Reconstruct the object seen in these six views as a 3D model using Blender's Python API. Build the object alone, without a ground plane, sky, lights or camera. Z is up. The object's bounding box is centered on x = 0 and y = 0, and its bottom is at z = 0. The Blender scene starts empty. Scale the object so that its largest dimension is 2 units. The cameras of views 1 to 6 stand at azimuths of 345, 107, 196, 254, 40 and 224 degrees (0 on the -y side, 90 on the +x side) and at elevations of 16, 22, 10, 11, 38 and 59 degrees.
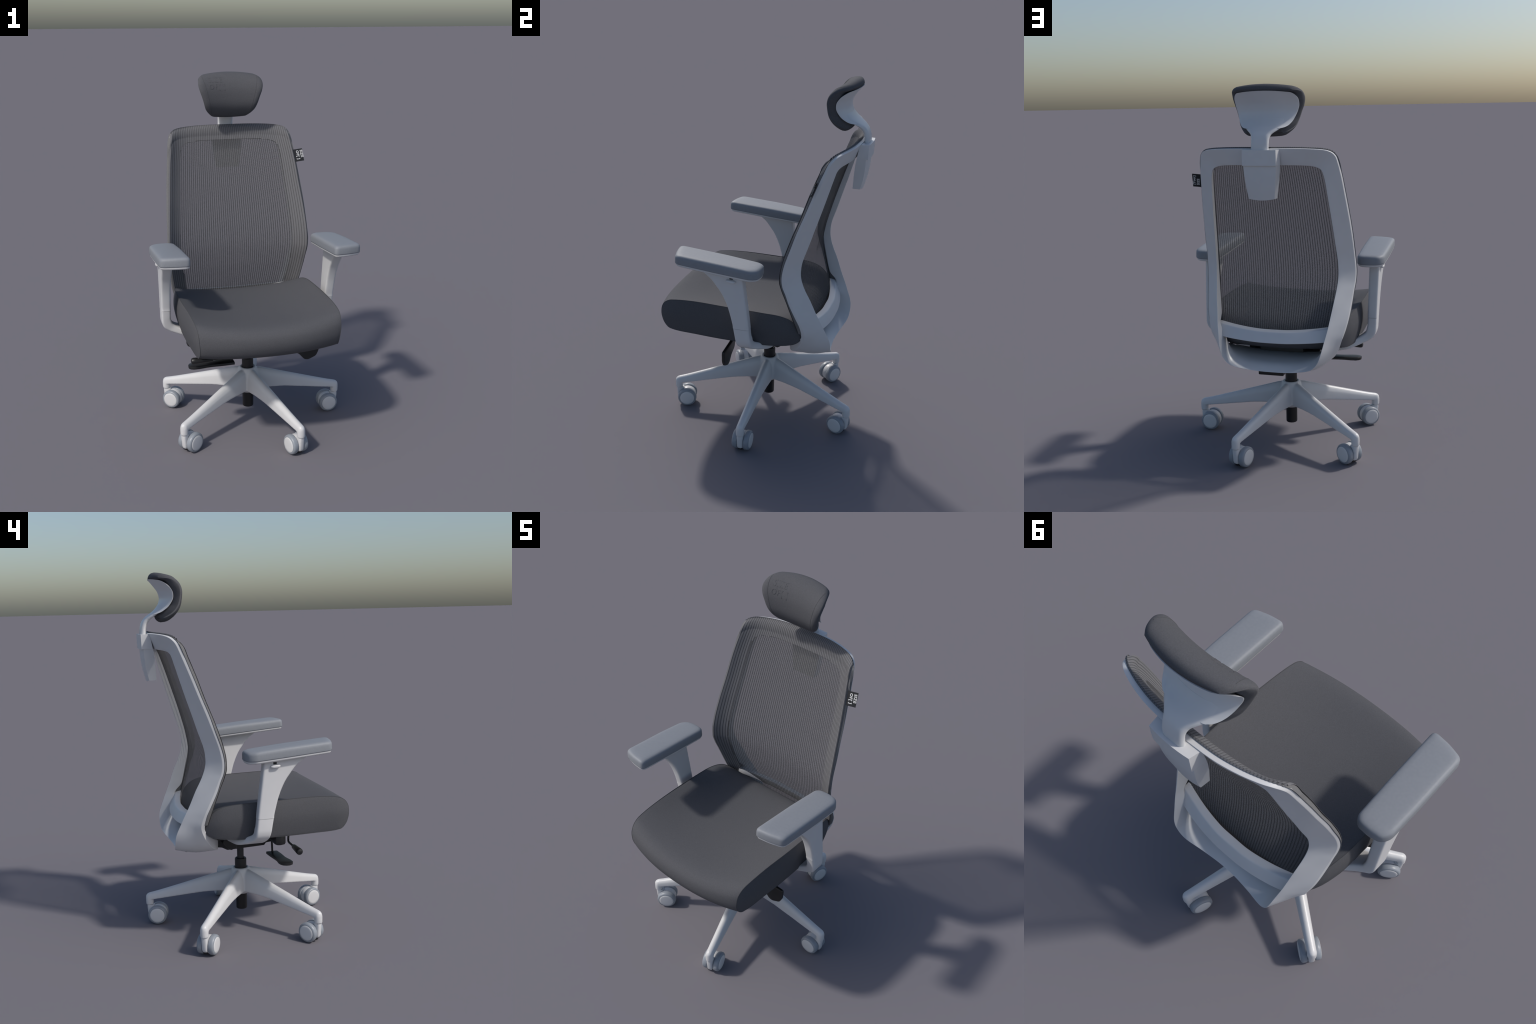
import bpy, bmesh, math
import numpy as np
from mathutils import Vector, Matrix
from mathutils.bvhtree import BVHTree

X0 = -0.0075            # plane of symmetry of the chair

# ------------------------------------------------------------------ helpers
def pchip(xs, ys):
    """Monotone cubic interpolation through (xs, ys); clamps outside."""
    xs = np.array(xs, float); ys = np.array(ys, float)
    if xs[0] > xs[-1]:
        xs = xs[::-1]; ys = ys[::-1]
    h = np.diff(xs); d = np.diff(ys) / h
    m = np.zeros(len(xs)); m[0] = d[0]; m[-1] = d[-1]
    for i in range(1, len(xs) - 1):
        if d[i-1] * d[i] > 0:
            w1 = 2*h[i] + h[i-1]; w2 = h[i] + 2*h[i-1]
            m[i] = (w1 + w2) / (w1/d[i-1] + w2/d[i])
    def f(x):
        x = min(max(x, xs[0]), xs[-1])
        i = min(max(int(np.searchsorted(xs, x) - 1), 0), len(h) - 1)
        t = (x - xs[i]) / h[i]
        return ((2*t**3 - 3*t**2 + 1)*ys[i] + (t**3 - 2*t**2 + t)*h[i]*m[i]
                + (-2*t**3 + 3*t**2)*ys[i+1] + (t**3 - t**2)*h[i]*m[i+1])
    return f

def spline(pts, n):
    """Catmull-Rom through pts, n samples per interval."""
    P = [np.array(p, float) for p in pts]
    P = [2*P[0] - P[1]] + P + [2*P[-1] - P[-2]]
    out = []
    for i in range(1, len(P) - 2):
        for k in range(n):
            t = k / n
            out.append(0.5*((2*P[i]) + (-P[i-1] + P[i+1])*t + (2*P[i-1] - 5*P[i] + 4*P[i+1] - P[i+2])*t*t
                            + (-P[i-1] + 3*P[i] - 3*P[i+1] + P[i+2])*t**3))
    out.append(P[-2].copy())
    return out

def round_section(pts, dist, seg=3):
    """Round the corners of a closed 3D polygon; dist = rounding length per corner."""
    n = len(pts); out = []
    for i in range(n):
        p = pts[i]; a = pts[i-1]; b = pts[(i+1) % n]
        da = a - p; db = b - p
        la = np.linalg.norm(da) + 1e-9; lb = np.linalg.norm(db) + 1e-9
        d = min(dist[i], la*0.45, lb*0.45)
        if d < 1e-5:
            out.append(p); continue
        q0 = p + da/la*d; q1 = p + db/lb*d
        for k in range(seg + 1):
            t = k/seg
            out.append((1-t)**2*q0 + 2*t*(1-t)*p + t*t*q1)
    return out

ROOT = None
def add(name, verts, faces, mat, parent=None, smooth=40, kind=None, flip=False):
    me = bpy.data.meshes.new(name)
    me.from_pydata([tuple(v) for v in verts], [], faces)
    bm = bmesh.new(); bm.from_mesh(me)
    bmesh.ops.recalc_face_normals(bm, faces=bm.faces)
    bm.to_mesh(me); bm.free()
    return add_mesh(name, me, mat, parent, smooth, kind)

def add_mesh(name, me, mat, parent=None, smooth=40, kind=None):
    if smooth is not None:
        me.shade_smooth()
        if smooth < 180:
            me.set_sharp_from_angle(angle=math.radians(smooth))
    me.materials.clear(); me.materials.append(mat)
    ob = bpy.data.objects.new(name, me)
    bpy.context.scene.collection.objects.link(ob)
    ob.parent = parent if parent is not None else ROOT
    if kind: ob["kind"] = kind
    return ob

def loft(secs, closed=False, caps=True):
    n = len(secs[0]); V = [p for s in secs for p in s]; F = []
    m = len(secs)
    for i in range(m if closed else m - 1):
        j = (i + 1) % m
        for k in range(n):
            l = (k + 1) % n
            F.append((i*n + k, i*n + l, j*n + l, j*n + k))
    if caps and not closed:
        F.append(tuple(range(n))[::-1]); F.append(tuple((m-1)*n + k for k in range(n)))
    return V, F

def merge(parts):
    V = []; F = []
    for v, f in parts:
        o = len(V); V += list(v); F += [tuple(i + o for i in q) for q in f]
    return V, F

def mirror(v, s):
    """local (h, y, z) -> world, s = +1 / -1 side"""
    return np.array((X0 + s*v[0], v[1], v[2]))

def lathe(profile, n=48, origin=(0, 0, 0), axis='z'):
    """profile: list of (r, z)"""
    secs = []
    for r, z in profile:
        ring = []
        for k in range(n):
            a = 2*math.pi*k/n
            if axis == 'z': p = (r*math.cos(a), r*math.sin(a), z)
            elif axis == 'y': p = (r*math.cos(a), z, r*math.sin(a))
            else: p = (z, r*math.cos(a), r*math.sin(a))
            ring.append(np.array(p) + np.array(origin))
        secs.append(ring)
    return loft(secs)

def tube(pts, r, n=8):
    """round tube along points, r scalar or list"""
    P = [np.array(p, float) for p in pts]; secs = []
    up = np.array((0.0, 0.0, 1.0))
    T0 = P[1] - P[0]
    if abs(T0[2])/np.linalg.norm(T0) > .9: up = np.array((0., 1., 0.))
    for i, p in enumerate(P):
        t = P[min(i+1, len(P)-1)] - P[max(i-1, 0)]; t /= np.linalg.norm(t) + 1e-12
        a = np.cross(t, up)
        if np.linalg.norm(a) < 1e-3: a = np.cross(t, np.array((1., 0, 0)))
        a /= np.linalg.norm(a); b = np.cross(t, a)
        up = -b if np.dot(-b, up) > 0 else b
        rr = r[i] if hasattr(r, '__len__') else r
        secs.append([p + rr*(math.cos(2*math.pi*k/n)*a + math.sin(2*math.pi*k/n)*b) for k in range(n)])
    return loft(secs)

def box(x0, x1, y0, y1, z0, z1, r=0.004):
    """box with chamfered edges along all sides (stacked inset outlines)"""
    secs = []
    for z, i in ((z0, r), (z0 + r*.3, r*.3), (z0 + r, 0), (z1 - r, 0), (z1 - r*.3, r*.3), (z1, r)):
        q = [np.array(p, float) for p in ((x0+i, y0+i, z), (x1-i, y0+i, z), (x1-i, y1-i, z), (x0+i, y1-i, z))]
        secs.append(round_section(q, [r*1.5]*4, 2))
    return loft(secs)

def smoothstep(t):
    t = min(max(t, 0.0), 1.0); return t*t*(3 - 2*t)

# ------------------------------------------------------------------ materials
def make_mat(name, base, rough, var=0.0, scale=60, bump=0.0, bscale=400, spec=0.5, sheen=0.0, stretch=(1, 1, 1), trans=0.0, sheer=0.0):
    m = bpy.data.materials.new(name); m.use_nodes = True
    nt = m.node_tree; nt.nodes.clear()
    out = nt.nodes.new('ShaderNodeOutputMaterial'); b = nt.nodes.new('ShaderNodeBsdfPrincipled')
    nt.links.new(b.outputs[0], out.inputs[0])
    b.inputs['Roughness'].default_value = rough
    b.inputs['Specular IOR Level'].default_value = spec
    if sheen:
        b.inputs['Sheen Weight'].default_value = sheen
        b.inputs['Sheen Roughness'].default_value = .6
    tc = nt.nodes.new('ShaderNodeTexCoord'); mp = nt.nodes.new('ShaderNodeMapping')
    mp.inputs['Scale'].default_value = stretch
    nt.links.new(tc.outputs['Object'], mp.inputs[0])
    nz = nt.nodes.new('ShaderNodeTexNoise'); nz.inputs['Scale'].default_value = scale; nz.inputs['Detail'].default_value = 4
    nt.links.new(mp.outputs[0], nz.inputs['Vector'])
    rp = nt.nodes.new('ShaderNodeValToRGB')
    rp.color_ramp.elements[0].position = .3; rp.color_ramp.elements[1].position = .7
    rp.color_ramp.elements[0].color = (*[c*(1-var) for c in base], 1)
    rp.color_ramp.elements[1].color = (*[min(1, c*(1+var)) for c in base], 1)
    nt.links.new(nz.outputs['Fac'], rp.inputs[0]); nt.links.new(rp.outputs[0], b.inputs['Base Color'])
    if trans:
        tr = nt.nodes.new('ShaderNodeBsdfTranslucent'); mx = nt.nodes.new('ShaderNodeMixShader')
        mx.inputs[0].default_value = trans
        nt.links.new(rp.outputs[0], tr.inputs[0])
        nt.links.new(b.outputs[0], mx.inputs[1]); nt.links.new(tr.outputs[0], mx.inputs[2]); nt.links.new(mx.outputs[0], out.inputs[0])
        if sheer:                       # even see-through of an open weave
            tp = nt.nodes.new('ShaderNodeBsdfTransparent'); m2 = nt.nodes.new('ShaderNodeMixShader')
            m2.inputs[0].default_value = sheer
            nt.links.new(mx.outputs[0], m2.inputs[1]); nt.links.new(tp.outputs[0], m2.inputs[2]); nt.links.new(m2.outputs[0], out.inputs[0])
    if bump:
        n2 = nt.nodes.new('ShaderNodeTexNoise'); n2.inputs['Scale'].default_value = bscale; n2.inputs['Detail'].default_value = 2
        nt.links.new(mp.outputs[0], n2.inputs['Vector'])
        bp = nt.nodes.new('ShaderNodeBump'); bp.inputs['Strength'].default_value = bump; bp.inputs['Distance'].default_value = .002
        nt.links.new(n2.outputs['Fac'], bp.inputs['Height']); nt.links.new(bp.outputs[0], b.inputs['Normal'])
    return m

WHITE = make_mat('white_plastic', (.635, .635, .64), .38, .012, 20, .03, 700)
FABRIC = make_mat('grey_upholstery', (.0905, .0915, .100), .92, .10, 260, .25, 900, .22)
SEAM = make_mat('seam_thread', (.06, .061, .066), .9, .1, 300)
CORD = make_mat('mesh_sheer_rib', (.152, .152, .158), .9, .0, 300, spec=.1, trans=.08, sheer=.565)
CORD_D = make_mat('mesh_dark_yarn', (.080, .080, .085), .9, .0, 130, spec=.1, trans=.08, sheer=.37)
RIB = make_mat('edge_rib_grey', (.152, .152, .160), .9, .06, 300, spec=.2)
GROOVE = make_mat('edge_groove_grey', (.098, .098, .104), .9, .08, 300, spec=.2)
BORDER = make_mat('mesh_backing', (.15, .15, .153), .9, .08, 200, spec=.2)
PADGREY = make_mat('armrest_soft_grey', (.235, .25, .275), .55, .03, 90, .06, 900, .4)
TYRE = make_mat('caster_tyre_grey', (.27, .295, .33), .38, .03, 60)
BLACK = make_mat('black_plastic', (.012, .012, .013), .42, .1, 80, .05, 600)
ROD = make_mat('gas_rod_grey', (.03, .03, .033), .5, .25, 160)
LABEL = make_mat('label_black', (.012, .013, .016), .8, .1, 200)
PRINT = make_mat('label_print_white', (.62, .62, .62), .8, .02, 200)

# ------------------------------------------------------------------ root
ROOT = bpy.data.objects.new('office_chair', None)
bpy.context.scene.collection.objects.link(ROOT)
ROOT["label"] = "white and grey ergonomic office chair with mesh back and headrest"
ROOT["category"] = "office chair"

def empty(name, parent=None):
    e = bpy.data.objects.new(name, None)
    bpy.context.scene.collection.objects.link(e)
    e.parent = parent if parent is not None else ROOT
    return e

# ------------------------------------------------------------------ star base, gas spring, casters
BC = np.array((-0.0085, 0.02))
def rot(p, a, c=BC):
    ca, sa = math.cos(a), math.sin(a)
    return np.array((c[0] + p[0]*ca - p[1]*sa, c[1] + p[0]*sa + p[1]*ca, p[2]))

FOOT_R = 0.541
def build_base():
    rs = [0.0, .05, .1, .2, .3, .4, .5, .525, .546, .555]
    zt = pchip(rs, [.332, .329, .315, .284, .253, .222, .192, .1855, .180, .178])
    zb = pchip(rs, [.200, .200, .200, .194, .179, .163, .147, .143, .141, .141])
    hw = pchip(rs, [.040, .039, .0365, .0315, .028, .0255, .0232, .0225, .0222, .022])
    parts = []
    for i in range(5):
        a = 2*math.pi*i/5
        secs = []
        for r in list(np.linspace(0, .50, 14)) + [.52, FOOT_R] + [FOOT_R + .0222*math.sin(math.radians(q)) for q in (20, 40, 58, 74, 86)]:
            t, b, w = zt(r), zb(r), hw(r)
            if r > FOOT_R:
                cq = math.sqrt(max(1 - ((r - FOOT_R)/.0222)**2, 0))
                w *= max(cq, .05); t -= .020*(1 - cq)
            hh = t - b
            q = [(-w, b + .004), (-w*.93, b), (w*.93, b), (w, b + .004)]
            zc = b + .004 + (hh - .004)*.38         # flared skirt below a half-round back
            for k in range(9):
                an = math.pi*k/8
                q.append((w*.93*math.cos(an), zc + (t - zc)*math.sin(an)))
            secs.append([rot((r, p[0], p[1]), a) for p in q])
        parts.append(loft(secs))
        c = rot((FOOT_R, 0, 0), a)
        parts.append(lathe([(.0200, .109), (.0218, .112), (.0227, .13), (.0227, .150), (.0210, .160), (.016, .167), (.008, .170), (.0005, .171)], 24, c))
    hub = [(.040, .181), (.046, .183), (.056, .193), (.066, .215), (.068, .25), (.062, .287), (.053, .320), (.049, .332), (.046, .335), (.036, .335), (.036, .325)]
    parts.append(lathe(hub, 48, (BC[0], BC[1], 0)))
    V, F = merge(parts)
    me = bpy.data.meshes.new('tmp'); me.from_pydata([tuple(v) for v in V], [], F)
    bm = bmesh.new(); bm.from_mesh(me); bmesh.ops.recalc_face_normals(bm, faces=bm.faces); bm.to_mesh(me); bm.free()
    ob = bpy.data.objects.new('tmp', me); bpy.context.scene.collection.objects.link(ob)
    md = ob.modifiers.new('r', 'REMESH'); md.mode = 'VOXEL'; md.voxel_size = .0036
    sm = ob.modifiers.new('s', 'SMOOTH'); sm.factor = .5; sm.iterations = 9
    dg = bpy.context.evaluated_depsgraph_get()
    res = bpy.data.meshes.new_from_object(ob.evaluated_get(dg))
    bpy.data.objects.remove(ob)
    res.name = 'star_base'
    return add_mesh('star_base', res, WHITE, smooth=180)

BASE = build_base()
GAS = empty('gas_spring')
add('gas_tube', *lathe([(.028, .085), (.0305, .087), (.032, .091), (.032, .34)], 40, (BC[0], BC[1], 0)), BLACK, GAS)
add('gas_collar', *lathe([(.0335, .33), (.0335, .383), (.0325, .388), (.029, .390), (.024, .388), (.022, .384), (.019, .384)], 40, (BC[0], BC[1], 0)), BLACK, GAS)
add('gas_rod', *lathe([(.0195, .37), (.0195, .50)], 32, (BC[0], BC[1], 0)), ROD, GAS)

# caster template meshes (local: foot axis at origin, wheels trail towards -x, axle along y)
WR = 0.0555; WC = (-0.048, 0.0, WR)
def caster_meshes():
    tyres = []; hubs = []
    for s in (-1, 1):
        pr = [(.030, .0165), (.048, .0165), (.0525, .018), (.0548, .0215), (WR, .027), (WR, .035), (.0545, .0415), (.0515, .0460), (.0470, .0485), (.0438, .0490), (.0428, .0475), (.03, .0475)]
        tyres.append(lathe([(r, s*y) for r, y in pr], 48, WC, 'y'))
        pr = [(.0425, .045), (.0425, .0490), (.0415, .0500), (.032, .0510), (.012, .0517), (.002, .0518)]
        hubs.append(lathe([(r, s*y) for r, y in pr], 48, WC, 'y'))
    # hood: drum between the wheels plus upright fork at the foot
    drum = lathe([(.030, -.0162), (.0495, -.0162), (.0508, -.0135), (.0508, .0135), (.0495, .0162), (.030, .0162)], 48, WC, 'y')
    fork = []
    for z, w, d in ((.028, .012, .004), (.032, .0150, .008), (.042, .0158, .0115), (.07, .0158, .0140), (.088, .0160, .0160), (.098, .0160, .0165), (.1095, .0158, .016)):
        q = [np.array(p) for p in ((-d - .012, -w, z), (d*.9, -w, z), (d*.9, w, z), (-d - .012, w, z))]
        fork.append(round_section(q, [.012]*4, 4))
    peg = lathe([(.010, .105), (.010, .125)], 16)
    axle = lathe([(.012, -.016), (.012, .016)], 16, (WC[0], 0, .030), 'y')
    under = box(WC[0] - .030, -.006, -.0140, .0140, .012, .030, .005)
    return merge(tyres), merge(hubs), merge([drum, loft(fork), peg]), under

def mk(name, vf, mat, smooth=40):
    me = bpy.data.meshes.new(name); me.from_pydata([tuple(v) for v in vf[0]], [], vf[1])
    bm = bmesh.new(); bm.from_mesh(me); bmesh.ops.recalc_face_normals(bm, faces=bm.faces); bm.to_mesh(me); bm.free()
    me.shade_smooth(); me.set_sharp_from_angle(angle=math.radians(smooth)); me.materials.append(mat)
    return me

TY, HU, FO, UN = caster_meshes()
M_T, M_H, M_F, M_U = mk('tyre', TY, TYRE), mk('wheel_disc', HU, WHITE), mk('fork', FO, WHITE), mk('axle_cover', UN, BLACK)
for i in range(5):
    a = 2*math.pi*i/5
    c = rot((FOOT_R, 0, 0), a)
    e = empty('caster'); e.location = (c[0], c[1], 0); e.rotation_euler = (0, 0, a)
    for nm, me in (('tyre', M_T), ('wheel_disc', M_H), ('fork', M_F), ('axle_cover', M_U)):
        o = bpy.data.objects.new(nm, me); bpy.context.scene.collection.objects.link(o); o.parent = e

# ------------------------------------------------------------------ seat
def build_seat():
    edge = [(-.452, .612), (-.485, .637), (-.500, .675), (-.502, .712), (-.495, .748), (-.473, .777), (-.435, .795), (-.30, .808),
            (-.1, .807), (.1, .803), (.18, .796), (.235, .776), (.275, .738), (.30, .68), (.29, .643), (.25, .620), (.1, .609), (-.1, .605), (-.3, .606)]
    cent = [(-.490, .598), (-.530, .618), (-.551, .655), (-.556, .692), (-.547, .726), (-.520, .750), (-.46, .760), (-.3, .754),
            (-.1, .753), (.1, .754), (.2, .752), (.268, .737), (.308, .703), (.325, .66), (.315, .627), (.27, .601), (.1, .597), (-.1, .596), (-.3, .596)]
    def close_spline(p, n=5):
        P = [np.array(q) for q in p]; m = len(P); out = []
        for i in range(m):
            a, b, c, d = P[i-1], P[i], P[(i+1) % m], P[(i+2) % m]
            for k in range(n):
                t = k/n
                # centripetal-ish: limit overshoot through reduced tension at uneven spacing
                l = np.linalg.norm(c - b)
                m1 = (c - a)/(np.linalg.norm(c - b) + np.linalg.norm(b - a))*l
                m2 = (d - b)/(np.linalg.norm(d - c) + np.linalg.norm(c - b))*l
                out.append((2*t**3-3*t*t+1)*b + (t**3-2*t*t+t)*m1 + (-2*t**3+3*t*t)*c + (t**3-t*t)*m2)
        return out
    E = close_spline(edge); C = close_spline(cent)
    half_y = pchip([-.52, -.48, -.42, -.3, -.1, .1, .2, .27, .31], [.376, .3845, .391, .396, .402, .400, .386, .364, .347])
    def half(y, z): return half_y(y) - .010*smoothstep((.73 - z)/.11)
    ss = [-1, -.99, -.97, -.93] + list(np.linspace(-.87, .87, 27)) + [.93, .97, .99, 1]
    secs = []
    cy, cz = -.09, .70
    def side(sg, d, dx):
        ky = 1 - d/.405; kz = 1 - d/.0965
        return [np.array((X0 + sg*(half(cy + (e[0]-cy)*ky, cz + (e[1]-cz)*kz) + dx), cy + (e[0]-cy)*ky, cz + (e[1]-cz)*kz)) for e in E]
    caps = [(.0965, .0125), (.085, .0125), (.075, .0123), (.055, .0112), (.038, .0092), (.024, .0068), (.013, .0042), (.006, .0022), (.002, .0008)]
    for k, dx in caps: secs.append(side(-1, k, dx))
    for s in ss:
        w = abs(s)**2.3
        ring = []
        rnd = .0016*smoothstep((abs(s) - .96)/.04)
        for e, c in zip(E, C):
            p = c*(1-w) + e*w
            d = p - np.array((cy, cz)); p = p - d/np.linalg.norm(d)*rnd
            ring.append(np.array((X0 + s*half(e[0], e[1]), p[0], p[1])))
        secs.append(ring)
    for k, dx in caps[::-1]: secs.append(side(1, k, dx))
    ob = add('seat', *loft(secs, caps=False), FABRIC, smooth=180)
    # piping seam on both side edges
    parts = []
    for sg in (-1, 1):
        P = [np.array((X0 + sg*(half(e[0], e[1]) + .0004), cy + (e[0]-cy)*.9965, cz + (e[1]-cz)*.9965)) for e in E]
        n = len(P)
        ring = []
        for i, p in enumerate(P):
            t = P[(i+1) % n] - P[i-1]; t /= np.linalg.norm(t)
            a = np.array((sg*1.0, 0, 0)); b = np.cross(t, a)
            ring.append([p + .0014*(math.cos(q*math.pi/3)*a + math.sin(q*math.pi/3)*b) for q in range(6)])
        parts.append(loft(ring, closed=True))
    add('seat_seam', *merge(parts), SEAM, ob)
    return ob
SEAT = build_seat()

# ------------------------------------------------------------------ under-seat mechanism
MECH = empty('tilt_mechanism')
def prism_yz(poly, x0, x1, r=.003):
    secs = []
    cy = sum(p[0] for p in poly)/len(poly); cz = sum(p[1] for p in poly)/len(poly)
    for x, k in ((x0, .96), (x0 + r, 1), (x1 - r, 1), (x1, .96)):
        q = [np.array((x, cy + (p[0]-cy)*k, cz + (p[1]-cz)*k)) for p in poly]
        secs.append(round_section(q, [.004]*len(q), 2))
    return loft(secs)
add('mechanism_housing', *prism_yz([(.20, .592), (.20, .502), (.155, .495), (.125, .478), (-.09, .486), (-.10, .50), (-.15, .505), (-.19, .592)], X0-.125, X0+.125), BLACK, MECH)
add('seat_plate', *box(X0-.30, X0+.30, -.36, .22, .588, .604, .006), BLACK, MECH)
add('pivot_cap', *prism_yz([(.172, .545), (.156, .572), (.12, .570), (.088, .532), (.090, .512), (.122, .499), (.138, .508)], X0-.205, X0+.20), BLACK, MECH)
add('rear_bracket', *box(X0-.05, X0+.09, .20, .352, .468, .50, .004), BLACK, MECH)

LEV = empty('levers')
# left height paddle: flat blade on a thin stem
def paddle():
    st = [(-.128, -.134, .033), (-.20, -.139, .033), (-.26, -.142, .030), (-.29, -.1445, .031), (-.33, -.147, .037), (-.362, -.149, .036), (-.378, -.150, .028), (-.387, -.151, .013)]
    secs = []
    for x, y, w in st:
        zc = .4385 + (-.128 - x)*.012
        t = .0075
        q = [np.array(p) for p in ((x, y-w, zc-t), (x, y+w, zc-t), (x, y+w, zc+t), (x, y-w, zc+t))]
        secs.append(round_section(q, [.004]*4, 2))
    return loft(secs)
add('height_paddle', *paddle(), BLACK, LEV)
add('paddle_stem', *tube([(-.142, -.13, .60), (-.142, -.132, .50), (-.142, -.134, .437)], .006), BLACK, LEV)
add('tension_stem', *tube(spline([(-.130, -.235, .60), (-.136, -.234, .545), (-.142, -.230, .510), (-.160, -.226, .500), (-.21, -.223, .5005), (-.275, -.222, .5015)], 4), .0062), BLACK, LEV)
gx = [(-.262, .004), (-.264, .0115), (-.268, .0135), (-.36, .0185), (-.374, .0185), (-.381, .015), (-.384, .008)]
add('tension_grip', *tube([(x, -.222 - (x+.262)*.02, .5015) for x, r in gx], [r for x, r in gx], 20), BLACK, LEV)
def blade(outline, yc, th, lean):
    """upright plate in the x-z plane"""
    secs = []
    zm = max(p[1] for p in outline)
    cx = sum(p[0] for p in outline)/len(outline); cz = sum(p[1] for p in outline)/len(outline)
    for o, k in ((-th, .94), (-th*.6, 1), (th*.6, 1), (th, .94)):
        q = [np.array((cx + (p[0]-cx)*k, yc + o + (zm - (cz + (p[1]-cz)*k))*lean, cz + (p[1]-cz)*k)) for p in outline]
        secs.append(round_section(q, [.010]*len(q), 3))
    return loft(secs)
add('tilt_blade', *blade([(.18, .53), (.20, .47), (.255, .445), (.288, .408), (.312, .404), (.358, .424), (.374, .455), (.378, .515)], -.135, .009, -.02), BLACK, LEV)
add('depth_blade', *box(-.388, -.20, -.143, -.080, .549, .612, .014), BLACK, LEV)

# ------------------------------------------------------------------ back frame
E2 = [(0, .178, .495), (.09, .180, .497), (.19, .195, .508), (.26, .225, .530), (.31, .262, .568), (.342, .297, .62), (.364, .319, .681),
      (.379, .307, .741), (.391, .284, .799), (.400, .252, .871), (.407, .230, .93), (.412, .2145, .97), (.415, .2085, 1.01), (.415, .2105, 1.05),
      (.412, .2225, 1.107), (.408, .251, 1.194), (.402, .280, 1.277), (.394, .314, 1.367), (.384, .3475, 1.46), (.374, .381, 1.549),
      (.361, .410, 1.625), (.350, .427, 1.654), (.328, .447, 1.672), (.29, .468, 1.681), (.22, .491, 1.686), (.13, .507, 1.688), (0, .513, 1.688)]
E3 = [(0, .408, .505), (.06, .411, .507), (.14, .422, .517), (.215, .438, .538), (.255, .443, .575), (.276, .439, .63), (.291, .412, .698),
      (.302, .389, .75), (.310, .366, .80), (.322, .336, .874), (.330, .309, .93), (.335, .2915, .975), (.3375, .2825, 1.015), (.3375, .2815, 1.055),
      (.3355, .289, 1.105), (.329, .318, 1.196), (.323, .342, 1.276), (.315, .371, 1.37), (.307, .396, 1.455), (.301, .413, 1.515),
      (.294, .424, 1.555), (.283, .431, 1.580), (.262, .438, 1.592), (.235, .446, 1.598), (.19, .460, 1.602), (.12, .475, 1.604), (0, .483, 1.605)]
E1 = [(0, .176, .560), (.09, .178, .560), (.19, .192, .568), (.255, .215, .585), (.303, .248, .607), (.335, .276, .637), (.360, .299, .675)]
E4 = [(0, .362, .538), (.065, .360, .540), (.135, .350, .548), (.203, .337, .567), (.243, .330, .597), (.268, .325, .645), (.285, .325, .700)]
E5 = [(0, .270, .556), (.08, .270, .557), (.16, .270, .563), (.228, .278, .580), (.270, .292, .604), (.300, .302, .643), (.324, .312, .688)]
for i in range(7, 27):
    k = smoothstep((i - 18)/6.0)
    a = np.array(E2[i]); b = np.array(E3[i])
    w = .0165 if 10 <= i <= 15 else .019
    E1.append(tuple(a + np.array((.006*(1-k), -(w + .003*k), .001*k + .001))))
    E4.append(tuple(b + np.array((.002*(1-k), -.034 + .006*k, .005*k))))
    E5.append(tuple((np.array(E1[i]) + np.array(E4[i]))*.5))
NS = 6
# the underside of the lower shell is crowned; along the rails the face is flat
E6 = []
for i in range(27):
    k = smoothstep((7 - i)/5.0)
    E6.append(tuple((np.array(E2[i]) + np.array(E3[i]))*.5 + k*np.array((.004, .01, -.016))))
R1, R2, R3, R4, R5, R6 = [spline(e, NS) for e in (E1, E2, E3, E4, E5, E6)]
def half_to_loop(R):
    """right half then mirrored left half, closed loop bottom->right->top->left"""
    right = [mirror(p, 1) for p in R]
    left = [mirror(p, -1) for p in R[1:-1]][::-1]
    return right + left
# ------------------------------------------------------------------ mesh upholstery of the back
f_yc = pchip([.62, .66, .72, .80, .90, 1.0, 1.1, 1.2, 1.3, 1.4, 1.5, 1.6, 1.66, 1.70], [.348, .343, .331, .308, .284, .275, .288, .312, .340, .371, .404, .440, .463, .478])
f_ye = pchip([.62, .66, .74, .81, .89, .958, 1.0, 1.046, 1.1, 1.228, 1.354, 1.494, 1.61, 1.65, 1.70], [.305, .290, .266, .244, .217, .191, .181, .182, .191, .229, .275, .322, .368, .392, .425])
f_H = pchip([.62, .66, .74, .81, .89, .96, 1.0, 1.046, 1.1, 1.228, 1.354, 1.494, 1.61, 1.65, 1.70], [.352, .362, .384, .399, .411, .4175, .4205, .4215, .4195, .410, .397, .3825, .3645, .358, .355])
f_g = pchip([0, .3, .55, .70, .80, .88, .94, .975, 1.0], [1.0, .95, .83, .70, .545, .34, .13, .02, 0.0])
_tx = [abs(p[0]) for p in R1 if p[2] > 1.60][::-1]; _tz = [p[2] for p in R1 if p[2] > 1.60][::-1]; _ty = [p[1] for p in R1 if p[2] > 1.60][::-1]
def f_top(h):
    """height and depth of the frame's front edge above half-width h"""
    h = abs(h); return float(np.interp(h, _tx, _tz)) + .005, float(np.interp(h, _tx, _ty))
def surf(h, z):
    t = min(abs(h)/f_H(z), 1.0)
    g = f_g(t)
    y = f_yc(z)*g + f_ye(z)*(1-g)
    if t > .97: y += .010*((t-.97)/.03)**2
    zt, yt = f_top(h)
    w = smoothstep((z - (zt - .030))/.030)**4
    y -= .006*math.sin(math.pi*min(max((zt - z)/.060, 0), 1))**1.0
    return y*(1-w) + (yt - .002)*w

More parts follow.
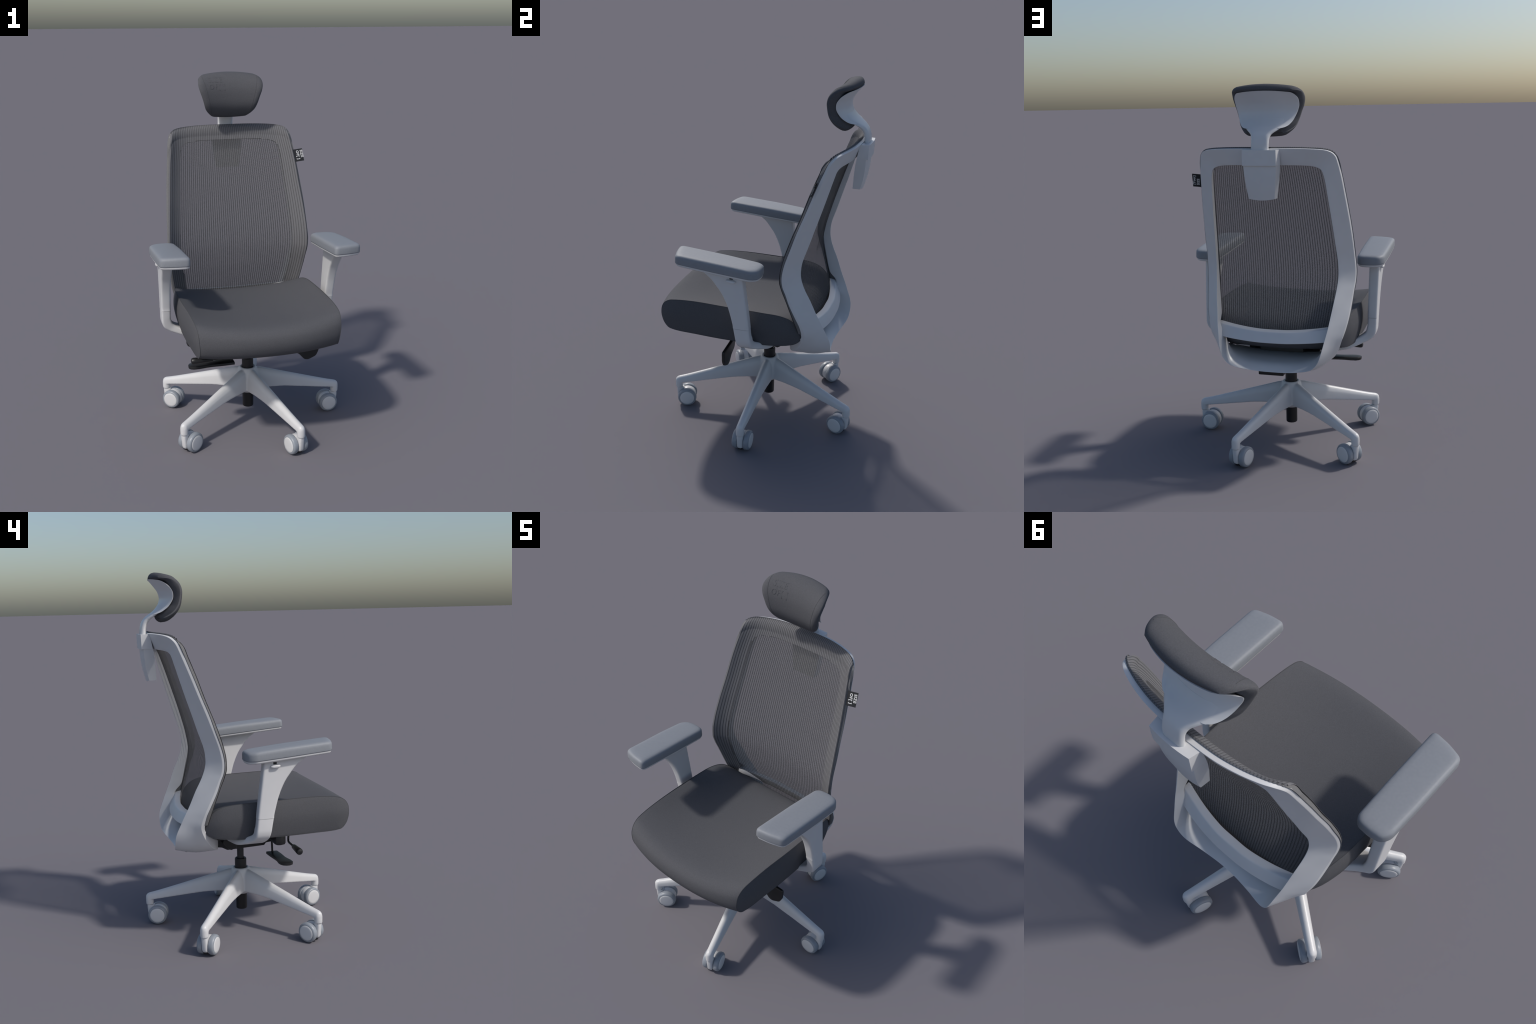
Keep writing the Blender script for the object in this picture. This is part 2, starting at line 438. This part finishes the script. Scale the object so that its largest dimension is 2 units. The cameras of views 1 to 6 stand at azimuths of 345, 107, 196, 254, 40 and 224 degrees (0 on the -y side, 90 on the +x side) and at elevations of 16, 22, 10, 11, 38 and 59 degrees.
# keep the frame's front faces just behind the stretched mesh
for i in range(6*NS, len(R1)):
    a, b = R4[i], R5[i]
    k = smoothstep((i - 6*NS)/(2.0*NS))
    a[1] = a[1]*(1-k) + k*min(surf(a[0], a[2]) + .0065, R3[i][1] - .006)
    b[1] = max(b[1], surf(b[0], b[2]) + .012, (a[1] + R1[i][1])*.5)
L1, L2, L3, L4, L5, L6 = [half_to_loop(r) for r in (R1, R2, R3, R4, R5, R6)]
secs = []
for a, b, f, c, d, e in zip(L1, L2, L6, L3, L4, L5):
    k = smoothstep((.80 - c[2])/.15)          # softer fillets inside the lower shell
    secs.append(round_section([a, b, f, c, d, e], [.003, .0022, .12, .004, .004 + .03*k, .03], 4))
FRAME = add('back_frame', *loft(secs, closed=True), WHITE, smooth=28)

# lumbar crossbar between the rails
def crossbar():
    up = [(0, .345, .7235), (.07, .3445, .7245), (.14, .336, .728), (.20, .325, .733), (.25, .313, .738), (.315, .296, .746)]
    lo = [(0, .408, .6640), (.07, .4065, .6645), (.14, .400, .667), (.20, .390, .670), (.25, .379, .673), (.315, .361, .678)]
    U = spline(up, 5); L = spline(lo, 5)
    half = []
    for u, l in zip(U, L):
        d = l - u
        a = u; b = u + np.array((0, .033, -.006)); c = l; e = l + np.array((0, -.022, -.006)); f = u + np.array((0, -.004, -.03))
        half.append(round_section([a, b, c, e, f], [.003, .006, .003, .004, .004], 3))
    right = [[mirror(p, 1) for p in s] for s in half]
    left = [[mirror(p, -1) for p in s] for s in half[1:]][::-1]
    return loft(left + right)
add('lumbar_crossbar', *crossbar(), WHITE, FRAME, smooth=50)

BACKMESH = empty('mesh_upholstery')
def zbot(t): return .664 + .036*abs(t)**3
def column(t, w, th, dy, n=150):
    """one vertical yarn at relative position t (-1..1)"""
    zt = f_top(t*.36)[0]
    for _ in range(6): zt = f_top(t*f_H(zt))[0]
    zt += .001
    z0 = zbot(t); runs = []; last = None
    for i in range(n):
        u = i/(n-1); u = 1 - (1-u)**1.25
        z = z0 + (zt - z0)*u
        h = t*f_H(z)
        e = w*.5*f_H(z)
        yl = surf(h - e, z) + dy; yr = surf(h + e, z) + dy
        ring = [np.array((X0 + h - e, yl - th, z)), np.array((X0 + h + e, yr - th, z)),
                np.array((X0 + h + e, yr + th, z)), np.array((X0 + h - e, yl + th, z))]
        free = abs(h) < float(np.interp(z, _oz, _oh))        # spans the opening, or lies on the padded edge
        if free != last:
            if runs: runs[-1][1].append(ring)
            runs.append((free, [])); last = free
        runs[-1][1].append(ring)
    out = {True: [], False: []}
    for free, secs in runs:
        if secs is runs[-1][1] and len(secs) > 1:           # tuck the end down onto the frame
            h = t*f_H(zt); yt = f_top(h)[1]
            d = np.array((0, yt + .003, zt - .0035)) - np.array((0, secs[-1][0][1], secs[-1][0][2]))
            secs.append([p + d*.6 + np.array((0, 0, .0008)) for p in secs[-1]])
            secs.append([p + d*.45 for p in secs[-1]])
        if len(secs) > 1: out[free].append(loft(secs))
    return out
_oz = [p[2] for p in R4[6*NS:]]; _oh = [p[0] for p in R4[6*NS:]]
NP = 64
light = {True: [], False: []}; dark = {True: [], False: []}
for i in range(NP):
    t0 = -0.985 + 1.97*(i + .5)/NP
    p = 1.97/NP
    for dst, c in ((light, column(t0 - .16*p, .66*p, .0003, -.0004)), (dark, column(t0 + .335*p, .33*p, .0003, .0004))):
        for k in c: dst[k] += c[k]
add('mesh_rib', *merge(light[True]), CORD, BACKMESH, smooth=None, kind='stuff')
add('mesh_groove', *merge(dark[True]), CORD_D, BACKMESH, smooth=None, kind='stuff')
add('edge_rib', *merge(light[False]), RIB, BACKMESH, smooth=None, kind='stuff')
add('edge_groove', *merge(dark[False]), GROOVE, BACKMESH, smooth=None, kind='stuff')

# opaque padded edge of the upholstery, wrapped over the frame front
def border():
    half = []
    for i in range(6*NS + 2, len(R1)):
        ff = .75 + .25*smoothstep((i - 6*NS - 2)/(2.5*NS))
        p = R1[i]; q = p + (R4[i] - p)*ff
        kc = smoothstep((p[2] - 1.56)/.05)*smoothstep((p[0] - .2)/.1)
        pts = [p + np.array((.0012 + .0028*kc, .003, .0008))]
        for f in (.02, .06, .13, .25, .4, .55, .7, .85, 1.0):
            h = p[0]*(1-f) + q[0]*f; z = p[2]*(1-f) + q[2]*f + .005*(1-f)**3*smoothstep((p[2]-1.6)/.07)
            pts.append(np.array((h, surf(h, z) + .0035, z)))
        pts.append(q + np.array((0, .003, 0)))
        pts.append((p + q)*.5 + np.array((0, .006, 0)))
        pts.append(p*.93 + q*.07 + np.array((0, .006, 0)))
        half.append(pts)
    right = [[mirror(p, 1) for p in s] for s in half]
    left = [[mirror(p, -1) for p in s] for s in half[:-1]][::-1]
    return loft(right + left)
add('upholstery_edge', *border(), BORDER, BACKMESH, smooth=60)

# ------------------------------------------------------------------ headrest
HEAD = empty('headrest')
# support bracket at the back of the frame
def bracket():
    st = [(1.684, .503, .570, .0945, .0865), (1.645, .496, .5695, .0935, .0875), (1.607, .489, .568, .092, .0865), (1.6065, .489, .558, .0915, .0845),
          (1.57, .483, .5565, .088, .082), (1.53, .479, .5525, .083, .078), (1.49, .476, .546, .077, .0735), (1.455, .474, .537, .072, .069), (1.440, .4735, .532, .070, .0675)]
    secs = []
    for z, yf, yr, wf, wr in st:
        yr -= .0150
        low = 1 if z < 1.45 else 0
        pts = []
        # front edge, left to right, then bowed rear edge
        pts += [np.array((X0 - wf, yf, z)), np.array((X0 + wf, yf, z))]
        for k in range(9):
            u = 1 - 2*k/8
            pts.append(np.array((X0 + wr*u, yr - .006*u*u, z - low*.007*(1-u*u))))
        secs.append(pts)
    return loft(secs)
add('headrest_bracket', *bracket(), WHITE, HEAD, smooth=25)

cy_s = pchip([1.68, 1.727, 1.757, 1.78, 1.805, 1.836, 1.868, 1.898, 1.928, 1.962], [.541, .535, .522, .495, .460, .4365, .427, .433, .452, .486])
def shell_y(h, z): return cy_s(z) - .039*(min(abs(h), .19)/.16)**2
def shell():
    zs = [1.7865, 1.789, 1.795, 1.803, 1.82, 1.845, 1.87, 1.895, 1.92, 1.935, 1.947, 1.956, 1.960, 1.962]
    W = pchip([1.7865, 1.789, 1.795, 1.803, 1.82, 1.845, 1.875, 1.90, 1.92, 1.935, 1.947, 1.955, 1.960, 1.962],
              [.090, .102, .116, .126, .138, .149, .160, .1665, .1675, .1645, .157, .148, .138, .125])
    zz = []
    for a, b in zip(zs[:-1], zs[1:]):
        zz += list(np.linspace(a, b, 4)[:-1])
    zz.append(zs[-1])
    n = 36; secs = []
    th = .011
    for i, z in enumerate(zz):
        w = W(z)
        e = min((z - zz[0])/.010, (zz[-1] - z)/.008, 1.0)
        tz = th*(.25 + .75*math.sqrt(max(e, 0)))
        ring = []
        back = []
        for k in range(n + 1):
            a = -1 + 2*k/n
            a = math.copysign(1 - (1 - abs(a))**1.4, a)
            h = w*a
            lift = .006*z*0
            zz_ = z + .007*(1 - a*a)*smoothstep((z - 1.93)/.032)   # slightly arched top edge
            t = tz*math.sqrt(max(1 - abs(a)**10, .06))
            y = shell_y(h, z)
            back.append(np.array((X0 + h, y - (tz - t)*.5, zz_)))
            ring.append(np.array((X0 + h, y - t - (tz - t)*.5, zz_)))
        secs.append(ring + back[::-1])
    return loft(secs)
def stem():
    # (z, y_back, thickness, half width)
    st = [(1.835, .4375, .012, .118), (1.815, .452, .013, .108), (1.798, .470, .015, .094), (1.786, .4875, .018, .078), (1.776, .502, .021, .063),
          (1.766, .5135, .024, .053), (1.752, .525, .0265, .0475), (1.735, .533, .028, .0455), (1.712, .539, .0285, .0447), (1.69, .541, .0285, .0445), (1.655, .542, .0285, .0445)]
    S = spline([np.array(s) for s in st], 4)
    secs = []
    for i, (z, y, t, w) in enumerate(S):
        p = S[max(i-1, 0)]; q = S[min(i+1, len(S)-1)]
        d = np.array((q[1]-p[1], q[0]-p[0])); d /= np.linalg.norm(d)
        nrm = np.array((d[1], -d[0]))          # towards the front (-y) / up
        if nrm[0] > 0: nrm = -nrm
        ring = []
        m = 12
        bow = .030*(1 - smoothstep((1.835 - z)/.085))
        for side in (0, 1):
            for k in range(m + 1):
                a = -1 + 2*k/m if side == 0 else 1 - 2*k/m
                h = w*a
                off = 0 if side == 0 else t
                r = (1 - abs(a)**6)
                off2 = off + (t*.5 - off)*(1 - math.sqrt(max(r, 0)))*.8
                yy = y + nrm[0]*off2 - bow*(h/.14)**2; zz_ = z + nrm[1]*off2
                ring.append(np.array((X0 + h, yy, zz_)))
        secs.append(ring)
    return loft(secs)
add('headrest_shell', *shell(), WHITE, HEAD, smooth=60)
add('headrest_stem', *stem(), WHITE, HEAD, smooth=60)

def pad():
    M = spline([(.452, 1.764), (.427, 1.777), (.404, 1.799), (.387, 1.830), (.383, 1.868), (.387, 1.906), (.402, 1.938), (.428, 1.961), (.457, 1.970), (.483, 1.973)], 6)
    L = [0]
    for a, b in zip(M[:-1], M[1:]): L.append(L[-1] + np.linalg.norm(b - a))
    L = np.array(L)/L[-1]
    MY = np.array([m[0] for m in M]); MZ = np.array([m[1] for m in M])
    W = pchip([0, .04, .095, .2, .32, .447, .575, .694, .81, .913, .96, 1.0], [.094, .111, .126, .147, .159, .171, .184, .1895, .186, .1735, .163, .147])
    ss = [.0, .004, .012, .025, .045, .07] + list(np.linspace(.1, .9, 33)) + [.93, .955, .975, .988, .996, 1.0]
    n = 60
    secs = []
    for s in ss:
        y = np.interp(s, L, MY); z = np.interp(s, L, MZ)
        d = .01
        ty = np.interp(min(s+d, 1), L, MY) - np.interp(max(s-d, 0), L, MY); tz = np.interp(min(s+d, 1), L, MZ) - np.interp(max(s-d, 0), L, MZ)
        l = math.hypot(ty, tz); ny, nz = -tz/l, ty/l       # front normal
        if ny > 0 and s < .9: ny, nz = -ny, -nz
        w = W(s)
        b = 2*s - 1
        db = min(s, 1 - s)*.315/.030; tb = math.sqrt(max(1 - (1 - min(db, 1))**2, 0))
        front = []; back = []
        bk = .95 - .65*smoothstep((s - .70)/.22)
        for k in range(n + 1):
            a = -1 + 2*k/n; a = math.copysign(1 - (1 - abs(a))**1.6, a)
            da = (1 - abs(a))*w/.030; ta = math.sqrt(max(1 - (1 - min(da, 1))**2, 0))
            ht = .034*ta*tb*(1 - .06*a*a)
            h = w*a
            bowf = -.0165*(h/.15)**2; bowb = -.040*(h/.15)**2
            bow = (bowf + bowb)*.5
            f = ht + (bow - bowf)*ta*tb
            front.append(np.array((X0 + h, y + bow + ny*f, z + nz*f)))
            back.append(np.array((X0 + h, y + bow - ny*ht*bk, z - nz*ht*bk)))
        secs.append(front + back[::-1])
    return loft(secs)
PADV, PADF = pad()
PAD = add('headrest_pad', PADV, PADF, FABRIC, HEAD, smooth=180)
PAD_BVH = BVHTree.FromPolygons([Vector(v) for v in PADV], PADF)
def pad_hit(x, z):
    r = PAD_BVH.ray_cast(Vector((x, -1, z)), Vector((0, 1, 0)))
    return r[0]

seams = []
for sg in (-1, 1):
    for fn in ((lambda z: .112 + (z - 1.775)*.245),):
        P = []
        for z in np.linspace(1.772, 1.992, 50):
            hit = pad_hit(X0 + sg*fn(z), z)
            if hit is not None: P.append(np.array(hit) + np.array((0, .0004, 0)))
        seams.append(tube(P, .0012, 6))
add('headrest_seam', *merge(seams), SEAM, HEAD)

def text_mesh(s, size, extrude, spacing=1.0, line=1.0, align='LEFT', offset=0.0):
    cu = bpy.data.curves.new('t', 'FONT'); cu.body = s; cu.size = size; cu.extrude = extrude
    cu.space_character = spacing; cu.space_line = line; cu.align_x = align; cu.offset = offset
    cu.resolution_u = 3
    ob = bpy.data.objects.new('t', cu); bpy.context.scene.collection.objects.link(ob)
    dg = bpy.context.evaluated_depsgraph_get(); dg.update()
    me = bpy.data.meshes.new_from_object(ob.evaluated_get(dg))
    V = [np.array(v.co) for v in me.vertices]; F = [tuple(p.vertices) for p in me.polygons]
    bpy.data.objects.remove(ob); bpy.data.meshes.remove(me)
    return V, F

# embossed lettering on the headrest
V, F = text_mesh("SIZE\nOF[ ]", .0375, .0008, 1.22, .95, offset=-.0006)
out = []
for v in V:
    x = -.136 + v[0]; z = 1.949 + v[1]*1.05
    hit = pad_hit(x, z)
    y = hit.y if hit is not None else .36
    out.append(np.array((x, y - .0006 - v[2], z)))
add('embossed_lettering', out, F, FABRIC, HEAD, smooth=30)

# ------------------------------------------------------------------ sewn label on the right side
def label():
    A = np.array((.362, .352, 1.5445)); B = np.array((.424, .3565, 1.551)); C = np.array((.4300, .330, 1.4815)); D = np.array((.372, .327, 1.475))
    nrm = np.cross(B - A, D - A); nrm /= np.linalg.norm(nrm)
    if nrm[1] > 0: nrm = -nrm
    V = []; n = 8
    secs = []
    for i in range(n + 1):
        u = i/n
        a = A + (B-A)*u; d = D + (C-D)*u
        o = nrm*(.0010)
        w = nrm*.0015*math.sin(u*math.pi*1.3)
        secs.append([a - o + w, a + o + w, d + o + w, d - o + w])
    ob = add('side_label', *loft(secs), LABEL, smooth=30)
    ex = (B - A)/np.linalg.norm(B - A); ez = (D - A)/np.linalg.norm(D - A)
    # front: first line outermost, reading downwards
    V, F = text_mesh("SIZE\nOF[ ]", .0218, .0002, 1.14, 1.12, offset=.0008)
    P = [A + ex*(.0335 + v[1]+.011) + ez*(.0085 + v[0]) + nrm*(.0030 + v[2]) for v in V]
    add('label_print', P, F, PRINT, ob, smooth=None)
    V, F = text_mesh("[Your]\nSIZE", .0190, .0002, 1.05, 1.2, offset=.0005)
    P = [A + ex*(.0415 - (-v[1]) + .000) + ez*(.0640 - v[0]) - nrm*(.0014 + v[2]) for v in V]
    P = [A + ex*(.0455 - (.0 - v[1])*1.0) + ez*(.0620 - v[0]) - nrm*(.0014 + v[2]) for v in V]
    add('label_print', P, F, PRINT, ob, smooth=None)
label()

# ------------------------------------------------------------------ armrests
def arm(s):
    A = empty('armrest')
    # soft pad: outline in (h, y), tilted up towards the front
    out = [(.388, -.375), (.468, -.366), (.544, -.345), (.5475, -.10), (.5455, .066), (.522, .101), (.47, .109), (.418, .105), (.399, .084), (.392, -.10)]
    def zt(y): return 1.0440 + (-(y - .09))*.079
    cx = .468
    def layer(inset, dz, corner=.024):
        q = []
        m = len(out)
        for i, p in enumerate(out):
            d = np.array((cx - p[0], (-.135 - p[1])))
            # inset towards the pad's middle line
            ix = math.copysign(min(inset, abs(d[0])), d[0]); iy = math.copysign(min(inset, abs(d[1])), d[1]) if (p[1] < -.3 or p[1] > .05) else 0
            x, y = p[0] + ix, p[1] + iy
            q.append(np.array((x, y, 0.0)))
        q = round_section(q, [corner]*m, 4)
        crown = lambda y: .004*math.cos((y + .13)*5.0)
        return [mirror((p[0], p[1], zt(p[1]) + dz + (crown(p[1]) if dz > .03 else 0)), s) for p in q]
    L = [(.003, -.0005), (.0005, .002), (0, .006), (.0003, .030), (.0015, .0365), (.0045, .0415), (.009, .0450), (.015, .0472), (.03, .0484), (.05, .0488), (.068, .049)]
    add('arm_pad', *loft([layer(i, d) for i, d in L]), PADGREY, A, smooth=60)
    PL = [(.016, -.0145), (.009, -.013), (.005, -.0095), (.0035, -.005), (.0035, .0005)]
    add('arm_plate', *loft([layer(i, d) for i, d in PL]), WHITE, A, smooth=60)
    # post: sections outer-front, outer-rear, inner-rear, inner-front
    def sec(ho, hi, yf, yr, zo_f, zo_r=None, zi_f=None, zi_r=None, r=.011):
        zo_r = zo_f if zo_r is None else zo_r; zi_f = zo_f if zi_f is None else zi_f; zi_r = zo_r if zi_r is None else zi_r
        return [(ho, yf, zo_f), (ho, yr, zo_r), (hi, yr, zi_r), (hi, yf, zi_f)]
    top = [sec(.5105, .4525, -.232, .013, 1.058, 1.040), sec(.5100, .4525, -.198, .014, 1.036, 1.022), sec(.5093, .4525, -.162, .016, 1.008, .998),
           sec(.5083, .4520, -.127, .021, .965, .96), sec(.5070, .4515, -.097, .0265, .92, .915), sec(.5050, .4508, -.067, .035, .85, .85),
           sec(.5028, .4500, -.0445, .0455, .765, .765), sec(.5022, .4498, -.0405, .0482, .737, .737)]
    bot = [sec(.5015, .4500, -.0395, .0475, .7355, .7355), sec(.5010, .4495, -.032, .052, .695, .695), sec(.4985, .447, -.027, .056, .662, .662, .680, .680),
           sec(.4875, .4405, -.022, .059, .634, .634, .657, .657), sec(.4630, .425, -.018, .064, .613, .613, .641, .641), sec(.430, .402, -.018, .077, .597, .597, .627, .627),
           sec(.385, .368, -.020, .102, .579, .579, .611, .611), sec(.33, .325, -.022, .130, .565, .565, .597, .597), sec(.20, .20, -.022, .145, .553, .553, .588, .588)]
    def build(st, n):
        cs = [spline([c[k] for c in st], n) for k in range(4)]
        return loft([[mirror(p, s) for p in round_section([c[i] for c in cs], [.013, .013, .013, .013], 4)] for i in range(len(cs[0]))])
    add('arm_post', *build(top, 5), WHITE, A, smooth=50)
    add('arm_support', *build(bot, 5), WHITE, A, smooth=50)
    # height button and its slot on the outer face
    P = []
    yb, zb = -.046, 1.013
    secs = []
    for k, (o, r) in enumerate([(.500, 1.0), (.514, 1.0), (.522, .95), (.526, .8), (.5275, .5)]):
        secs.append([mirror((o, yb + .027*r*math.copysign(abs(math.cos(a))**.6, math.cos(a)) , zb - (math.cos(a)*.027*r)*.08 + .0085*r*math.sin(a)), s) for a in np.linspace(0, 2*math.pi, 24, endpoint=False)])
    add('height_button', *loft(secs), WHITE, A, smooth=60)
    sl = box(.496, .5110, yb - .009, yb + .010, zb + .0095, zb + .0215, .001)
    add('button_slot', [mirror(v, s) for v in sl[0]], sl[1], BLACK, A)
for s in (-1, 1): arm(s)
